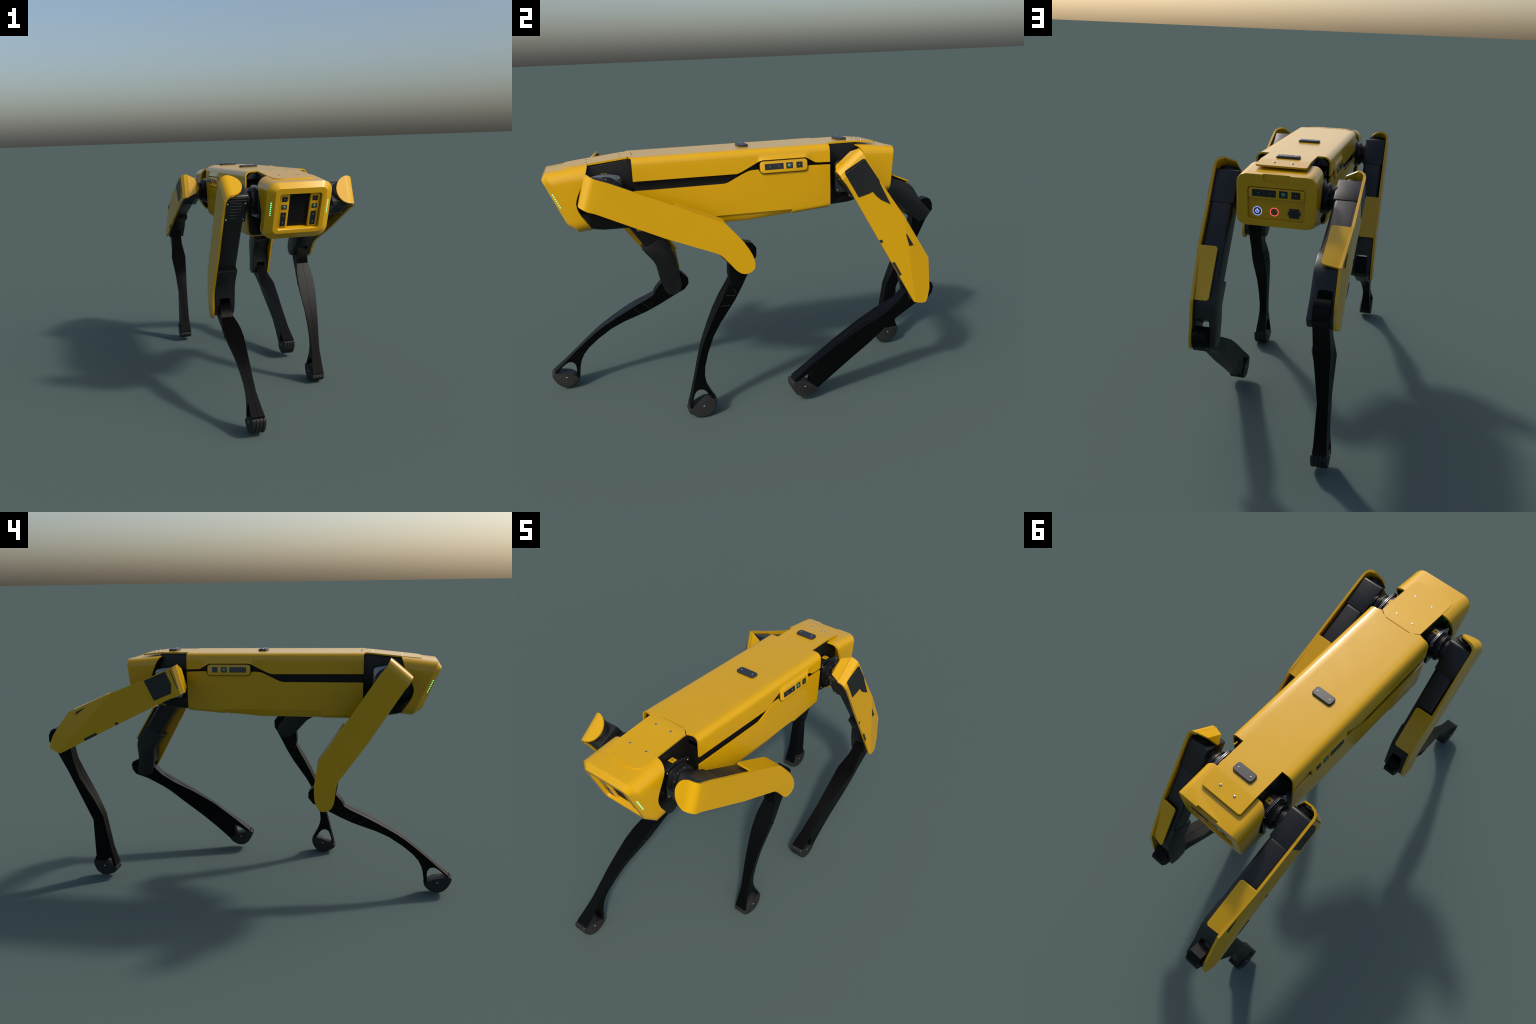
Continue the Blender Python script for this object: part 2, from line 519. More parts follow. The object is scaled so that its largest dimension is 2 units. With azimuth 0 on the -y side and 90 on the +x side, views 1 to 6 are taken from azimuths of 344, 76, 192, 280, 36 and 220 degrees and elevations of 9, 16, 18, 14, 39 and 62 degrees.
# central perforated panel and two sensor columns in the recess
slab('face_grille', [(-0.052, -0.198), (0.052, -0.198), (0.052, -0.033), (-0.052, -0.033)], face, -0.0295, -0.024, GRILLE, hd)
for k in range(14):                                    # rows of raised mesh wires
    v = -0.190 + k * 0.0115
    slab('mesh_wire', [(-0.044, v), (0.044, v), (0.044, v + 0.003), (-0.044, v + 0.003)], face, -0.0245, -0.0226, GRILLE, hd)
for k in range(9):
    u = -0.040 + k * 0.010
    slab('mesh_wire', [(u - 0.0013, -0.192), (u + 0.0013, -0.192), (u + 0.0013, -0.036), (u - 0.0013, -0.036)], face, -0.0245, -0.0228, GRILLE, hd)
for s in (-1, 1):
    colm = slab('sensor_column', rrect(0.0225, -0.199, -0.033, 0.006, 3, u=s * 0.0705), face, -0.0295, -0.012, YELLOW, hd, bevel=0.002)
    for v0, v1, kind in ((-0.069, -0.046, 'single'), (-0.107, -0.085, 'green'), (-0.192, -0.122, 'pairv')):
        window_set(face, colm, [(s * 0.0705 - 0.0125, s * 0.0705 + 0.0125, kind)], v0, v1, -0.012)
    # row of status lights on the chamfer
    a, b = Vector((s * 0.1325, -0.882, 1.020)), Vector((s * 0.1325, -0.857, 0.966))
    cn = Vector((s * 0.68, -0.67, -0.29)).normalized()
    cv = (a - b).normalized()
    lf = Frame(b, cn.cross(cv), cv, cn)
    for k in range(7):
        dot('status_light', lf, 0, (a - b).length * k / 6, 0.0003, 0.0027, LED, hd, flat=0.5, seg=8)

# ------------------------------------------------------------------ tail box
TFRONT = [(0.884, 0.432), (0.90, 0.452), (0.93, 0.482), (0.965, 0.498), (1.0, 0.500), (1.03, 0.493), (1.06, 0.482), (1.10, 0.467), (1.128, 0.452), (1.140, 0.436)]
def tail():
    nn = 6
    H = 0.22
    backp = [(x, v / H) for x, v in rrect(0.1515, 0, H, 0.034, nn, side=9)]
    midp = [(x, v / H) for x, v in rrect(0.154, 0, H, 0.036, nn, side=9)]
    def rear(t, k=0.0):
        return Vector((0, lerp(0.5955, 0.6160, t) + k, lerp(0.9145, 1.1185, t)))
    def rec(hw, z0, z1, r, k):
        return [Vector((x, 0, 0)) + rear((z - 0.9145) / 0.2040, k) for x, z in rrect(hw, z0, z1, r, nn, side=9)]
    rings = [rec(0.1095, 0.9415, 1.0675, 0.009, -0.0162), rec(0.1105, 0.9405, 1.0685, 0.010, -0.0015), rec(0.112, 0.939, 1.070, 0.0115, 0.0)]
    rings.append([Vector((x * 0.992, 0, 0)) + rear(0.5 + (t - 0.5) * 0.992, 0.0) for x, t in backp])
    rings.append([Vector((x, 0, 0)) + rear(t, -0.003) for x, t in midp])
    for m in (0.35, 0.7, 1.0):
        r = []
        for x, t in midp:
            a = Vector((x, 0, 0)) + rear(t, -0.003)
            zf = lerp(0.884, 1.133, t)
            b = Vector((x, interp(TFRONT, zf), zf))
            r.append(a.lerp(b, m))
        rings.append(r)
    rings.append([Vector((p.x * 0.955, p.y - 0.001, lerp(1.01, p.z, 0.955))) for p in rings[-1]])
    rings.append([Vector((p.x, p.y + 0.05, p.z)) for p in rings[-1]])
    return loft('tail_box', rings, YELLOW, root, (0, 0.55, 1.0), cap0=True, cap1=True, angle=28)
tl = tail()
TV = Vector((0, 0.1017, 1)).normalized()
TN = Vector((0, 1, -0.1017)).normalized()
rearf = Frame((0, 0.5958, 0.918), -X, TV, TN)     # u to the viewer's right when seen from behind
def rz(z):
    return (z - 0.918) * sqrt(1 + 0.1017 ** 2)
# recessed control panel framed by a thin groove
panel = slab('control_panel', rrect(0.1088, rz(0.942), rz(1.067), 0.009, 4), rearf, -0.0165, -0.0150, YELLOW, tl)
PN = -0.0150
rbar = slab('camera_bar', rrect(0.1085, rz(1.024), rz(1.0655), 0.010, 4, u=0.001), rearf, PN - 0.001, PN + 0.0160, YELLOW, panel, bevel=0.002)
window_set(rearf, rbar, [(-0.0925, -0.0005, 'pair'), (0.0115, 0.0445, 'green'), (0.0585, 0.0925, 'single')], rz(1.0325), rz(1.060), PN + 0.0160)
# finger recess cut into the upper rear edge
cutter = slab('recess_cutter', [(-0.0525, rz(1.14)), (-0.0510, rz(1.096)), (-0.045, rz(1.0905)), (0.045, rz(1.0905)), (0.0510, rz(1.096)), (0.0525, rz(1.14))],
              rearf, -0.009, 0.03, YELLOW, None, origin=tl.location)
cutmod = tl.modifiers.new('finger_recess', 'BOOLEAN')
cutmod.operation = 'DIFFERENCE'; cutmod.solver = 'EXACT'; cutmod.object = cutter
tmesh = bpy.data.meshes.new_from_object(tl.evaluated_get(bpy.context.evaluated_depsgraph_get()))
tl.modifiers.clear()
tl.data = tmesh
tmesh.set_sharp_from_angle(angle=radians(28))
bpy.data.objects.remove(cutter)

def light_ring(cu, cz, r, w, mat, parent):
    f = Frame(rearf(cu, rz(cz), PN), rearf.U, rearf.V, rearf.N)
    return turned('button_ring', f, [(r, -0.001), (r, 0.0009), (r - w, 0.0009), (r - w, -0.001)], mat, parent, n=36, cap0=False, cap1=False)
pf = Frame(rearf(-0.0755, rz(0.969), PN), rearf.U, rearf.V, rearf.N)
rf = Frame(rearf(-0.009, rz(0.970), PN), rearf.U, rearf.V, rearf.N)
light_ring(-0.0755, 0.969, 0.0182, 0.0026, BLUE, panel)
turned('button_cap', pf, [(0.0150, -0.001), (0.0150, 0.0006), (0.001, 0.0006)], BUTTON, panel, n=24)
slab('power_symbol', [(-0.0018, 0.0), (0.0018, 0.0), (0.0018, 0.0105), (-0.0018, 0.0105)], pf, 0.0008, 0.0022, BLUE, panel)
arc = [(0.0080 * sin(radians(a)), 0.0080 * cos(radians(a))) for a in range(40, 321, 20)]
arc += [(0.0050 * sin(radians(a)), 0.0050 * cos(radians(a))) for a in range(320, 39, -20)]
slab('power_symbol', arc, pf, 0.0008, 0.0020, BLUE, panel)
light_ring(-0.009, 0.970, 0.0168, 0.0026, RED, panel)
turned('button_cap', rf, [(0.0138, -0.001), (0.0138, 0.0006), (0.001, 0.0006)], BUTTON, panel, n=24)
port = slab('charge_port', [(0.049, rz(0.951)), (0.088, rz(0.951)), (0.088, rz(0.963)), (0.0935, rz(0.963)), (0.0935, rz(0.977)), (0.088, rz(0.977)),
             (0.088, rz(0.989)), (0.049, rz(0.989)), (0.049, rz(0.977)), (0.0435, rz(0.977)), (0.0435, rz(0.963)), (0.049, rz(0.963))], rearf, PN - 0.001, PN + 0.0020, PAD, panel)
slab('port_socket', rrect(0.0105, rz(0.9605), rz(0.9805), 0.001, 1, u=0.0685), rearf, PN + 0.0018, PN + 0.0032, CASING, port)

# ------------------------------------------------------------------ legs
L = 0.618                      # hip axis to knee axis
XC = 0.2515                    # leg plane
FRONT_HIP = (-0.671, 1.017)
REAR_HIP = (0.402, 1.003)
LEGS = [  # side, hip, thigh angle, foot bolt (y, z), kind
    (1, FRONT_HIP, 59.5, (-0.3435, 0.0535), 'front'),
    (-1, FRONT_HIP, 27.4, (-0.9335, 0.0615), 'front'),
    (1, REAR_HIP, 27.6, (0.124, 0.073), 'rear'),
    (-1, REAR_HIP, 62.5, (0.752, 0.065), 'rear'),
]

COVER_F = {'front': [(-0.09, -0.0805), (0.274, -0.048), (0.495, -0.0165), (0.512, -0.016), (0.531, -0.0195), (0.565, -0.031), (0.60, -0.0445), (0.618, -0.049), (0.635, -0.0495), (0.648, -0.046), (0.660, -0.038), (0.670, -0.026), (0.676, -0.010)],
           'rear': [(-0.11, -0.078), (0.03, -0.069), (0.234, -0.063), (0.293, -0.061), (0.545, -0.055), (0.625, -0.0525), (0.642, -0.036), (0.655, -0.018), (0.661, -0.006)]}
COVER_R = {'front': [(-0.11, 0.048), (0.26, 0.0890), (0.455, 0.1115), (0.475, 0.1110), (0.512, 0.0990), (0.58, 0.075), (0.618, 0.055), (0.640, 0.041), (0.655, 0.028), (0.668, 0.012), (0.676, -0.006)],
           'rear': [(-0.12, 0.056), (0.037, 0.065), (0.16, 0.079), (0.25, 0.090), (0.484, 0.106), (0.615, 0.044), (0.650, 0.014), (0.661, -0.002)]}
XO = 0.3145
TH = 0.011

def build_leg(side, hip, ang, foot, kind):
    t = radians(ang)
    A = Vector((0, sin(t), -cos(t)))          # down the thigh
    B = Vector((0, cos(t), sin(t)))           # to the rear of the thigh
    H = Vector((0, hip[0], hip[1]))
    S = X * side
    thf = Frame(H, S, B, A)                    # thf(x outward, w rear, d down)
    K = H + A * L
    D = Vector((0, foot[0], foot[1])) - K
    SL = D.length
    D.normalize()
    E = Vector((0, -D.z, D.y))
    shf = Frame(K, S, E, D)

    # ---------------- hip joint
    hb = Frame((side * 0.0, hip[0], hip[1]), Y, Z, S)    # hb(y, z, outward)
    def arch(hy, z0, z1, rise, n=8, r=0.014):
        base = rrect(hy, z0, z1, r, 3)
        out = []
        for u, v in base:
            k = (v - z0) / (z1 - z0)
            out.append((u, v + rise * k * max(0, 1 - (u / hy) ** 2)))
        top = [(u, z1 + rise * max(0, 1 - (u / hy) ** 2)) for u in [hy * 0.6, hy * 0.3, 0, -hy * 0.3, -hy * 0.6]]
        i = 8
        return out[:i] + top + out[i:]
    hipo = slab('hip_joint', arch(0.060, -0.066, 0.058, 0.012), hb, 0.080, 0.139, BLACK, root, origin=hb(0, 0, 0.08), bevel=0.004)
    slab('hip_plate', arch(0.0695, -0.075, 0.062, 0.012), hb, 0.136, 0.1415, STEEL, hipo, bevel=0.0015)
    slab('hip_plate', arch(0.0665, -0.072, 0.059, 0.012), hb, 0.1405, 0.1435, BLACK, hipo)
    slab('hip_plate', arch(0.0695, -0.075, 0.062, 0.012), hb, 0.1425, 0.1480, STEEL, hipo, bevel=0.0015)
    for u in (-0.058, 0.058):
        for v in (-0.063, 0.053):
            dot('screw', hb, u, v, 0.148, 0.0038, SCREW, hipo, flat=0.6)
    dr = Frame(hb(0, 0, 0), hb.U, hb.V, hb.N)
    turned('hip_drum', dr, [(0.064, 0.1475), (0.064, 0.154), (0.059, 0.157), (0.059, 0.163), (0.062, 0.1655), (0.062, 0.173), (0.055, 0.179), (0.048, 0.183), (0.048, 0.188), (0.053, 0.192), (0.053, 0.2045)], BLACK, hipo, n=40)
    for k in range(10):
        a = 2 * pi * k / 10 + 0.2
        f2 = Frame(hb(0.0565 * cos(a), 0.0565 * sin(a), 0.1755), hb.U, hb.V, hb.N)
        dot('bolt', f2, 0, 0, 0, 0.0028, SCREW, hipo, flat=0.7, seg=8)
    # warning label on top of the housing
    lf = Frame((side * 0.121, hip[0], hip[1] + 0.0712), X, Y, Z)
    q = 0.0125
    lab = slab('warning_label', [(-q, -q), (q, -q), (q, q), (-q, q)], lf, -0.0015, 0.0006, YELLOW, hipo)
    slab('label_mark', [(-0.004, -0.006), (0.001, -0.001), (0.006, -0.002), (0.0, 0.007), (-0.001, 0.002), (-0.006, 0.003)], lf, 0.0, 0.0010, SEAM, lab)

    # ---------------- thigh casing
    up = [(-0.070, -0.066), (-0.062, -0.0735), (0.038, -0.0735), (0.046, -0.066), (0.052, 0.0), (0.058, 0.072), (-0.052, 0.078), (-0.060, 0.070)]
    def prism(name, poly, x0, x1, mat, parent, **k):
        return slab(name, poly, Frame(H, B, A, S), x0, x1, mat, parent, origin=thf(x0, *poly[0]), **k)
    tube = prism('thigh', [(-0.041, 0.070), (0.056, 0.064), (0.074, 0.245), (0.088, 0.40), (0.000, 0.40), (-0.009, 0.372)], 0.2025, 0.2985, CASING, root, bevel=0.016, seg=4)
    prism('actuator_housing', up, 0.1990, 0.3005, CASING, tube, bevel=0.005, seg=2)
    # neck under the hood
    nf = Frame(thf(XC, -0.010, -0.0725), S, B, -A)
    turned('neck_ring', nf, [(0.044, -0.004), (0.044, 0.005), (0.039, 0.007), (0.039, 0.011), (0.042, 0.013), (0.042, 0.016), (0.034, 0.019), (0.001, 0.019)], BLACK, tube, n=28)
    # front vents and screws on the housing, following the front edge from (-0.07,-0.08) to (-0.06,0.07)
    def front_w(d):
        return interp([(-0.082, -0.070), (0.07, -0.060)], d)
    for d in (-0.064, -0.050):
        slab('vent_rib', [(0.206, d), (0.298, d), (0.298, d + 0.004), (0.206, d + 0.004)], Frame(H + B * front_w(d), S, A, -B), -0.004, 0.0028, CASING, tube, bevel=0.0008, seg=1)
    for k in range(6):
        d = -0.036 + 0.0165 * k
        slab('vent_rib', [(0.226, d), (0.278, d), (0.278, d + 0.0035), (0.226, d + 0.0035)], Frame(H + B * front_w(d), S, A, -B), -0.004, 0.0022, CASING, tube, bevel=0.0006, seg=1)
    for x in (0.211, 0.293):
        for d in (-0.030, 0.058):
            dot('screw', Frame(thf(x, front_w(d), d), S, A, -B), 0, 0, 0, 0.0048, SCREW, tube, flat=0.6)
    # knee fork
    if kind == 'front':
        kf = [(0.0845, 0.378), (0.091, 0.455), (0.0915, 0.480), (0.086, 0.508), (0.068, 0.560), (0.050, 0.610), (0.040, 0.638), (0.020, 0.657), (0.0, 0.662), (-0.022, 0.657), (-0.038, 0.641), (-0.0435, 0.620), (-0.042, 0.600), (-0.036, 0.568), (-0.024, 0.528), (-0.0125, 0.492), (-0.0125, 0.455), (-0.024, 0.392), (-0.022, 0.378)]
    else:
        kf = [(0.0845, 0.378), (0.094, 0.465), (0.085, 0.497), (0.040, 0.570), (-0.004, 0.652), (-0.030, 0.642), (-0.062, 0.612), (-0.040, 0.530), (-0.014, 0.470), (-0.018, 0.430), (-0.024, 0.392), (-0.022, 0.378)]
        kf[4] = (0.012, 0.648)
    fork = prism('knee_fork', kf, 0.2000, 0.3005 if kind == 'front' else 0.2950, CASING, tube, bevel=0.004, seg=2)
    cut = slab('slot_cutter', rrect(0.0265, 0.545, 0.75, 0.010, 3, u=XC), Frame(H, S, A, B), -0.15, 0.15, CASING, None, origin=fork.location)
    md = fork.modifiers.new('slot', 'BOOLEAN')
    md.operation = 'DIFFERENCE'; md.solver = 'EXACT'; md.object = cut
    dg = bpy.context.evaluated_depsgraph_get()
    me = bpy.data.meshes.new_from_object(fork.evaluated_get(dg))
    fork.modifiers.clear()
    fork.data = me
    me.set_sharp_from_angle(angle=radians(35))
    bpy.data.objects.remove(cut)
    # band and louvre lines at the top of the fork
    slab('fork_band', [(0.2045, 0.380), (0.2995, 0.380), (0.2995, 0.388), (0.2045, 0.388)], Frame(H + B * -0.0235, S, A, -B), -0.004, 0.0022, CASING, tube, bevel=0.0008, seg=1)
    for k in range(3):
        for x0, x1 in ((0.210, 0.246), (0.257, 0.293)):
            d = 0.404 + 0.011 * k
            w = interp([(0.392, -0.024), (0.455, -0.0125)], d)
            slab('vent_rib', [(x0, d), (x1, d), (x1, d + 0.003), (x0, d + 0.003)], Frame(H + B * w, S, A, -B), -0.004, 0.0012, CASING, tube)
    # knee pin
    turned('knee_pin', Frame(thf(0.0, 0, L), B, A, S), [(0.016, 0.205), (0.016, 0.297)], BLACK, tube, n=20)

    # ---------------- yellow cover: a bent strip wrapping over the top of the thigh
    CF, CR = COVER_F[kind], COVER_R[kind]
    R = 0.040
    xin = 0.222 if kind == 'front' else 0.224
    def crease(d):
        return interp([(0.20, 0.100), (0.249, 0.085), (0.641, -0.05)], d)
    def cover_x(w, d):
        """Rear covers: the panel behind the diagonal crease turns inward."""
        if kind == 'front':
            return XO
        return interp([(0.2, XO - 0.0075), (0.64, XO - 0.001)], d) - 0.14 * max(0, w - crease(d)) * interp([(0.22, 0.0), (0.30, 1.0)], d)
    def dtop(w):
        return (-0.1045 if kind == 'front' else -0.1085) - 0.22 * w
    stations = []      # (mode, value)
    if kind == 'front':
        cr = 0.063
        xs = [xin, xin + 0.0015, xin + 0.005, xin + 0.011, xin + 0.02, xin + 0.032, xin + 0.045]
    else:
        xs = [0.200, xin, xin + 0.025, xin + 0.045]
    st = [('hood', x) for x in xs] + [('arc', a) for a in ((90, 75, 60, 45, 30, 15, 0) if kind == 'front' else (90, 60, 30, 0))]
    ds = sorted({d for d, _ in CF if d > -0.05} | {d for d, _ in CR if d > -0.05} | {-0.02, 0.05, 0.15, 0.35, 0.42})
    st += [('flat', d) for d in ds]
    M = 8
    outer, inner = [], []
    for mode, val in st:
        if mode == 'flat':
            wf, wr = interp(CF, val), interp(CR, val)
        else:
            wf, wr = CF[0][1], CR[0][1]
            if mode == 'hood':
                if kind == 'front':
                    k = max(0.0, 1 - ((xin + cr - val) / cr) ** 2)
                    c, h = (wf + wr) / 2, (wr - wf) / 2 * max(0.05, sqrt(k)) if val < xin + cr else (wr - wf) / 2
                    wf, wr = c - h, c + h
                else:
                    g = (val - xin) / (XO - R - xin)
                    if val < xin:
                        wf, wr = -0.026, -0.014
                    else:
                        wf, wr = lerp(-0.056, CF[0][1], g), lerp(0.030, CR[0][1], g)
        ws = [lerp(wf, wr, i / M) for i in range(M + 1)]
        if kind == 'rear' and mode == 'flat' and wf < crease(val) < wr:   # keep one edge loop on the crease
            ws[M // 2 + 1] = crease(val)
            ws = [lerp(wf, ws[M // 2 + 1], i / (M // 2 + 1)) for i in range(M // 2 + 1)] + [lerp(ws[M // 2 + 1], wr, i / (M // 2 - 1)) for i in range(M // 2)]
        for w in ws:
            dt = dtop(w)
            if mode == 'flat':
                x = cover_x(w, val)
                outer.append(thf(x, w, val)); inner.append(thf(x - TH, w, val))
            elif mode == 'arc':
                a = radians(val)
                xa = cover_x(0, 0)
                outer.append(thf(xa - R + R * cos(a), w, dt + R - R * sin(a)))
                inner.append(thf(xa - R + (R - TH) * cos(a), w, dt + R - (R - TH) * sin(a)))
            else:
                dd = dt
                if kind == 'rear' and val < xin:
                    dd = dt + 0.028
                outer.append(thf(val, w, dd)); inner.append(thf(val, w, dd + TH * (0.7 if kind == 'front' else 0.6)))
    n, N = M + 1, len(outer)
    f = ring_faces(len(st), n, closed=False)
    faces = f + [tuple(N + i for i in q) for q in f]
    Rn = len(st)
    border = list(range(n)) + [r * n + n - 1 for r in range(1, Rn)] + [(Rn - 1) * n + i for i in range(n - 2, -1, -1)] + [r * n for r in range(Rn - 2, 0, -1)]
    for a, b in zip(border, border[1:] + border[:1]):
        faces.append((a, b, N + b, N + a))
    cover = make('leg_cover', outer + inner, faces, YELLOW, tube, thf(XO, 0, 0), angle=30 if kind == 'front' else 5)

    # flap folded round the back of the thigh
    d0, d1 = 0.258, 0.476
    xi = 0.224
    fx = [(xi, d0 + 0.008), (xi + 0.008, d0), (XO - 0.004, d0), (XO - 0.004, d1), (xi + 0.008, d1), (xi, d1 - 0.008)]
    fo, fi = [], []
    for x, d in fx:
        w = interp(CR, min(d, 0.47)) + 0.0045
        if x > 0.29:
            w -= 0.004
            if kind == 'rear':
                w -= 0.010 * (d - d0) / (d1 - d0)
            if kind == 'rear':
                x = cover_x(w, d) - 0.003
        fo.append(thf(x, w, d)); fi.append(thf(x, w - 0.008, d))
    m = len(fx)
    tri = [(0, 1, 2), (0, 2, 5), (2, 3, 5), (3, 4, 5)]
    ff = tri + [tuple(m + i for i in q) for q in tri] + [(i, (i + 1) % m, m + (i + 1) % m, m + i) for i in range(m)]
    make('cover_flap', fo + fi, ff, YELLOW, cover, thf(xi, 0.1, d0), angle=12 if kind == 'rear' else 30, bevel=0.0012, seg=1)

    # dark openings of the rear covers
    pf = Frame(H, B, A, S)
    if kind == 'rear':
        if side == 1:
            win = [(0.042, -0.082), (-0.050, -0.078), (-0.057, -0.068), (-0.0525, 0.054), (0.0, 0.066), (0.013, 0.066), (0.020, 0.095), (0.030, 0.120), (0.059, 0.161), (0.0595, 0.052), (0.063, 0.038), (0.050, -0.075)]
            slab('cover_window', [(0.048, 0.379), (0.067, 0.384), (0.063, 0.322), (0.058, 0.322)], pf, XO - 0.026, XO - 0.0055, CASING, cover)
        else:
            win = [(0.053, -0.061), (-0.013, -0.057), (-0.051, -0.035), (-0.043, 0.058), (0.063, 0.055)]
            slab('cover_slot', [(0.050, -0.086), (-0.047, -0.076), (-0.047, -0.0735), (0.050, -0.0835)], pf, XO - 0.012, XO - 0.0063, SEAM, cover)
            slab('cover_window', [(0.087, 0.39), (0.089, 0.44), (0.078, 0.455), (0.081, 0.43)], pf, XO - 0.03, XO - 0.0095, CASING, cover)
        xw = cover_x(0, 0)
        slab('cover_window', win, pf, xw - 0.004, xw + 0.0016, CASING, cover)
        if side == 1:
            slab('window_lip', [(0.049, -0.074), (-0.057, -0.067), (-0.057, -0.062), (0.051, -0.069)], pf, xw - 0.002, xw + 0.0034, CASING, cover, bevel=0.001, seg=1)
        # worn dark louvres along the leading edge
        for d in ((0.40, 0.475), (0.275, 0.292)):
            w0, w1 = interp(CF, d[0]), interp(CF, d[1])
            slab('edge_louvre', [(w0 + 0.0004, d[0]), (w0 + 0.013, d[0] + 0.004), (w1 + 0.013, d[1]), (w1 + 0.0004, d[1])], pf, XO - 0.006, cover_x(0, (d[0] + d[1]) / 2) + 0.0008, SEAM, cover)

    # ---------------- shin
    if kind == 'front':
        fr = [(0.0, -0.077), (-0.028, -0.073), (-0.046, -0.050), (-0.051, -0.01), (-0.047, 0.035), (-0.037, 0.078), (-0.027, 0.097), (-0.034, 0.135), (-0.046, 0.185), (-0.058, 0.250), (-0.067, 0.32), (-0.073, 0.38), (-0.0745, 0.43), (-0.0715, 0.50), (-0.067, 0.57), (-0.0625, 0.64), (-0.060, 0.700)]
        hole = [(-0.050, 0.7035), (-0.0535, 0.667), (-0.0535, 0.640), (-0.050, 0.624), (-0.041, 0.614), (-0.030, 0.6095), (-0.018, 0.6095), (-0.004, 0.616), (0.012, 0.629), (0.036, 0.648)]
        re = [(0.046, 0.641), (0.024, 0.617), (0.006, 0.600), (-0.014, 0.574), (-0.028, 0.545), (-0.037, 0.505), (-0.0405, 0.44), (-0.0365, 0.36), (-0.023, 0.295), (-0.004, 0.235), (0.014, 0.18), (0.030, 0.115), (0.041, 0.05), (0.050, 0.0), (0.057, -0.028), (0.048, -0.063), (0.026, -0.079)]
        hwt = [(-0.08, 0.028), (0.08, 0.029), (0.10, 0.032), (0.125, 0.037), (0.16, 0.0425), (0.20, 0.044), (0.26, 0.043), (0.32, 0.0370), (0.40, 0.0297), (0.47, 0.0253), (0.55, 0.0205), (0.60, 0.022), (0.65, 0.0265), (0.71, 0.0315)]
    else:
        fr = [(0.0, -0.072), (-0.043, -0.045), (-0.050, 0.040), (-0.041, 0.110), (-0.050, 0.20), (-0.062, 0.31), (-0.066, 0.45), (-0.064, 0.60), (-0.060, 0.700)]
        hwt = [(-0.08, 0.028), (0.10, 0.030), (0.16, 0.047), (0.20, 0.046), (0.42, 0.027), (0.60, 0.025), (0.70, 0.0315)]
        if side == 1:
            hole = [(-0.047, 0.702), (-0.036, 0.614), (0.012, 0.655)]
            fr[3:6] = [(-0.038, 0.110), (-0.045, 0.20), (-0.058, 0.31)]
            re = [(0.049, 0.645), (0.042, 0.54), (0.036, 0.44), (0.029, 0.32), (0.018, 0.20), (0.019, 0.15), (0.029, 0.05), (0.049, -0.018), (0.038, -0.048), (0.020, -0.067)]
        else:
            hole = [(-0.048, 0.702), (-0.045, 0.650), (0.010, 0.656)]
            re = [(0.047, 0.643), (0.027, 0.618), (-0.024, 0.434), (0.006, 0.152), (0.029, 0.028), (0.049, -0.018), (0.038, -0.048), (0.020, -0.067)]
            fr[4:7] = [(-0.047, 0.20), (-0.074, 0.33), (-0.085, 0.428)]
    k = SL / 0.682
    poly = [(w, d * k) for w, d in fr + hole + re]
    nfr, nh = len(fr), len(hole)
    hwid = []
    for i, (w, d) in enumerate(fr + hole + re):
        h = interp(hwt, d)
        if i >= nfr + nh:
            h *= interp([(0.06, 1.0), (0.14, 0.70), (0.50, 0.80), (0.60, 1.0)], d)
        hwid.append(h)
    m = len(poly)
    tw = 0.005 if kind == 'rear' and side == 1 else 0.0      # one rear shin is slightly twisted
    def twist(d):
        return tw * interp([(0.1, 0.0), (0.25, 1.0), (0.5, 1.0), (0.64, 0.0)], d)
    def bow(d):      # one rear shin bows slightly outward
        return interp([(0.03, 0.0), (0.15, 0.004), (0.40, 0.006), (0.64, 0.0)], d) if kind == 'rear' and side == 1 else 0.0
    v = [shf(XC + bow(d) - h, w - twist(d), d) for (w, d), h in zip(poly, hwid)] + [shf(XC + bow(d) + h, w + twist(d), d) for (w, d), h in zip(poly, hwid)]
    tri = tessellate_polygon([[Vector((w, d, 0)) for w, d in poly]])
    f = [tuple(q) for q in tri] + [tuple(m + i for i in q) for q in tri] + [(i, (i + 1) % m, m + (i + 1) % m, m + i) for i in range(m)]
    shin = make('shin', v, f, SHIN, root, shf(XC, 0, 0), angle=38, bevel=0.0)
    # raised mould seam down the front and ribs on the flanks
    seam = []
    for w, d in fr[5 if kind == 'front' else 3:]:
        seam += [shf(XC + bow(d) + o, w + q, d * k) for o, q in ((-0.0012, 0.001), (0, -0.0009), (0.0012, 0.001))]
    make('mould_seam', seam, [(r * 3 + c, r * 3 + c + 1, r * 3 + c + 4, r * 3 + c + 3) for r in range(len(seam) // 3 - 1) for c in range(2)], SHIN, shin, shf(XC, 0, 0.1), recalc=False)
    fd = sorted((d, w) for w, d in fr)
    rd = sorted((d, w) for w, d in re)
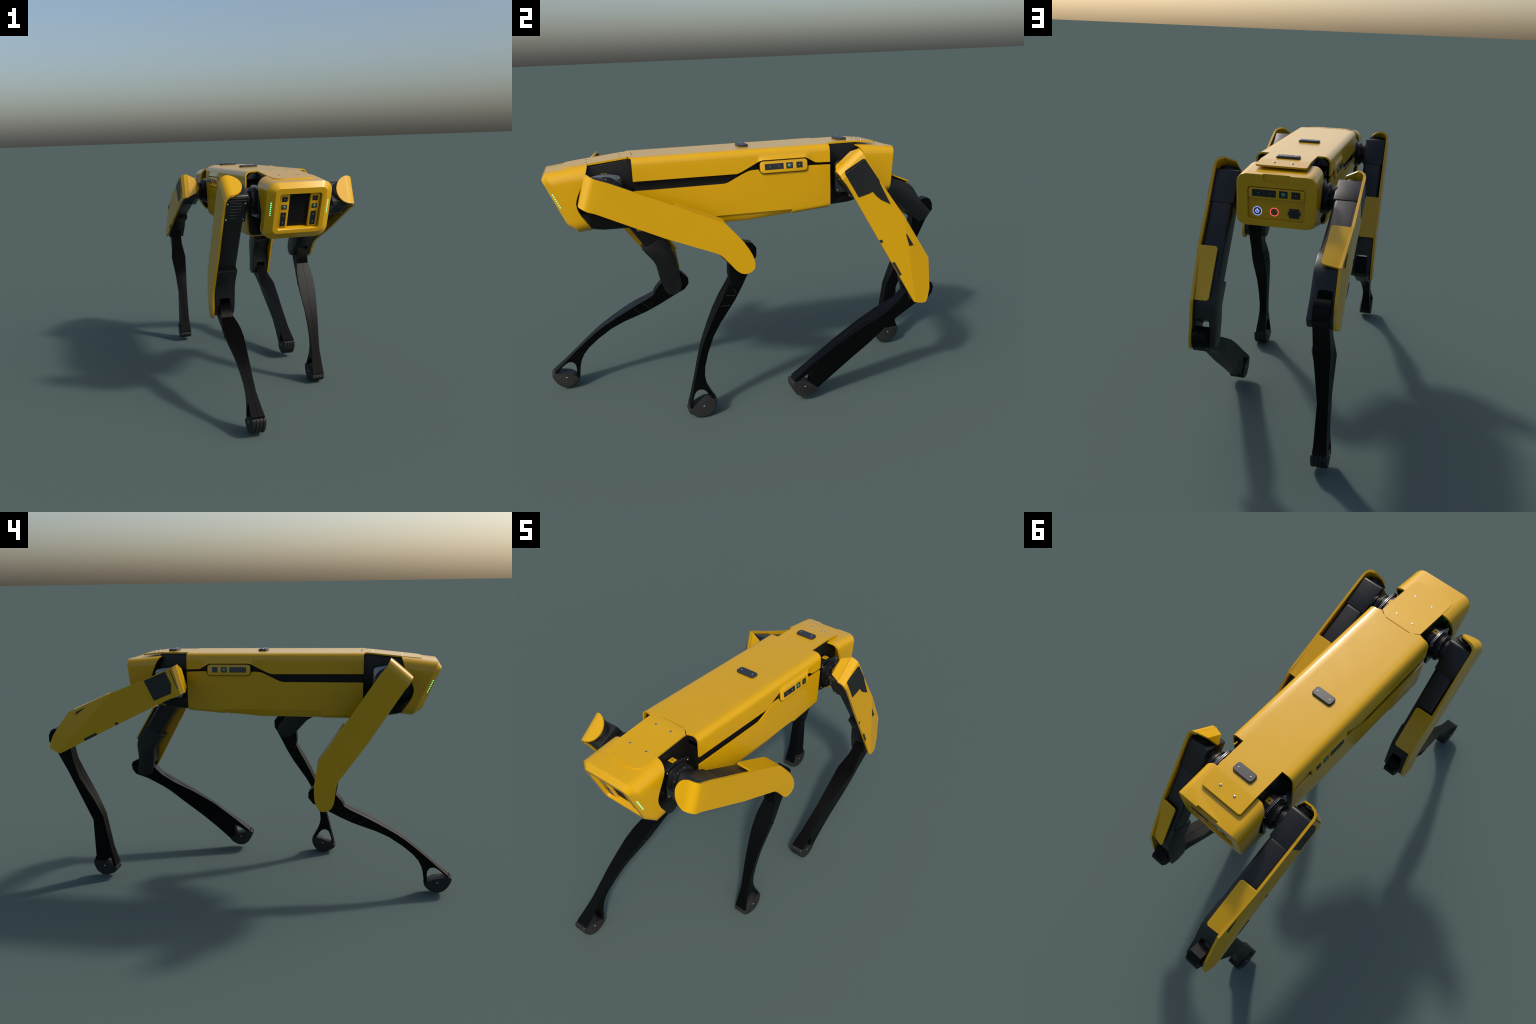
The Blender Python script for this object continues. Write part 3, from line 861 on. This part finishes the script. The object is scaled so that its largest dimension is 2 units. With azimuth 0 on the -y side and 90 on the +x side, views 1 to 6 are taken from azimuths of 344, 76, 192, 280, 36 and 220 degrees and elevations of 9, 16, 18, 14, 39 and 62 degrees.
    for s2 in (-1, 1) if kind == 'front' else ():
        for (wa, da), (wb, db) in (((-0.030, 0.088), (0.034, 0.078)), ((-0.028, 0.112), (0.022, 0.150)), ((-0.032, 0.165), (0.016, 0.158)), ((-0.046, 0.215), (0.000, 0.205))):
            wa, wb = max(wa, interp(fd, da) + 0.007), min(wb, interp(rd, db) - 0.009)
            dvec = Vector((wb - wa, db - da)).normalized() * 0.0017
            pv = Vector((-dvec.y, dvec.x))
            quad = [(wa - pv.x, da - pv.y), (wb - pv.x, db - pv.y), (wb + pv.x, db + pv.y), (wa + pv.x, da + pv.y)]
            pts = []
            for w, d in quad:
                ff_ = max(0, min(1, (w + 0.045) / 0.08))
                h = interp(hwt, d) * lerp(1.0, interp([(0.06, 1.0), (0.14, 0.70), (0.50, 0.80)], d), ff_)
                pts.append((w, d * k, h))
            vv = [shf(XC + s2 * (h - 0.006), w, d) for w, d, h in pts] + [shf(XC + s2 * (h + 0.0012), w, d) for w, d, h in pts]
            make('shin_rib', vv, [(0, 1, 2, 3), (4, 5, 6, 7), (0, 1, 5, 4), (1, 2, 6, 5), (2, 3, 7, 6), (3, 0, 4, 7)], CASING, shin, vv[0])

    # ---------------- foot: grooved rubber cup
    lip = [(0.049, 0.6395), (0.028, 0.645), (0.0, 0.655), (-0.023, 0.675), (-0.047, 0.699), (-0.0615, 0.708)]
    sole = [(-0.0605, 0.716), (-0.050, 0.7235), (-0.034, 0.7285), (-0.015, 0.731), (0.003, 0.7305), (0.018, 0.727), (0.032, 0.7195), (0.043, 0.709), (0.051, 0.695), (0.0555, 0.680), (0.056, 0.664), (0.0535, 0.650)]
    if kind == 'rear':
        sole = sole[::2] + [sole[-1]]
    out = [(w, d * k) for w, d in lip] + [(w, (d + 0.0045 * max(0, min(1, (d - 0.66) / 0.05))) * k) for w, d in sole]
    c = Vector((0.0, 0.685 * k))
    hwf = 0.0335
    stn = [(-1, 0.90), (-0.93, 0.97), (-0.82, 1.0)]
    for g in (-0.5, 0.0, 0.5):
        stn += [(g - 0.13, 1.0), (g - 0.08, 0.945), (g + 0.08, 0.945), (g + 0.13, 1.0)]
    stn += [(0.82, 1.0), (0.93, 0.97), (1, 0.90)]
    rings = []
    for x, sc in stn:
        r = []
        for i, (w, d) in enumerate(out):
            q = sc if i >= len(lip) - 1 or i == 0 else 1.0
            r.append(shf(XC + x * hwf, c.x + (w - c.x) * q, c.y + (d - c.y) * q))
        rings.append(r)
    ft = loft('foot', rings, RUBBER, shin, shf(XC, 0, SL), angle=30)
    for s2 in (-1, 1):
        dot('foot_bolt', Frame(shf(XC + s2 * (hwf - 0.0005), 0, SL), E, D, S * s2), 0, 0, 0, 0.0042, SCREW, ft, flat=0.5)

for leg in LEGS:
    build_leg(*leg)

bpy.context.view_layer.update()
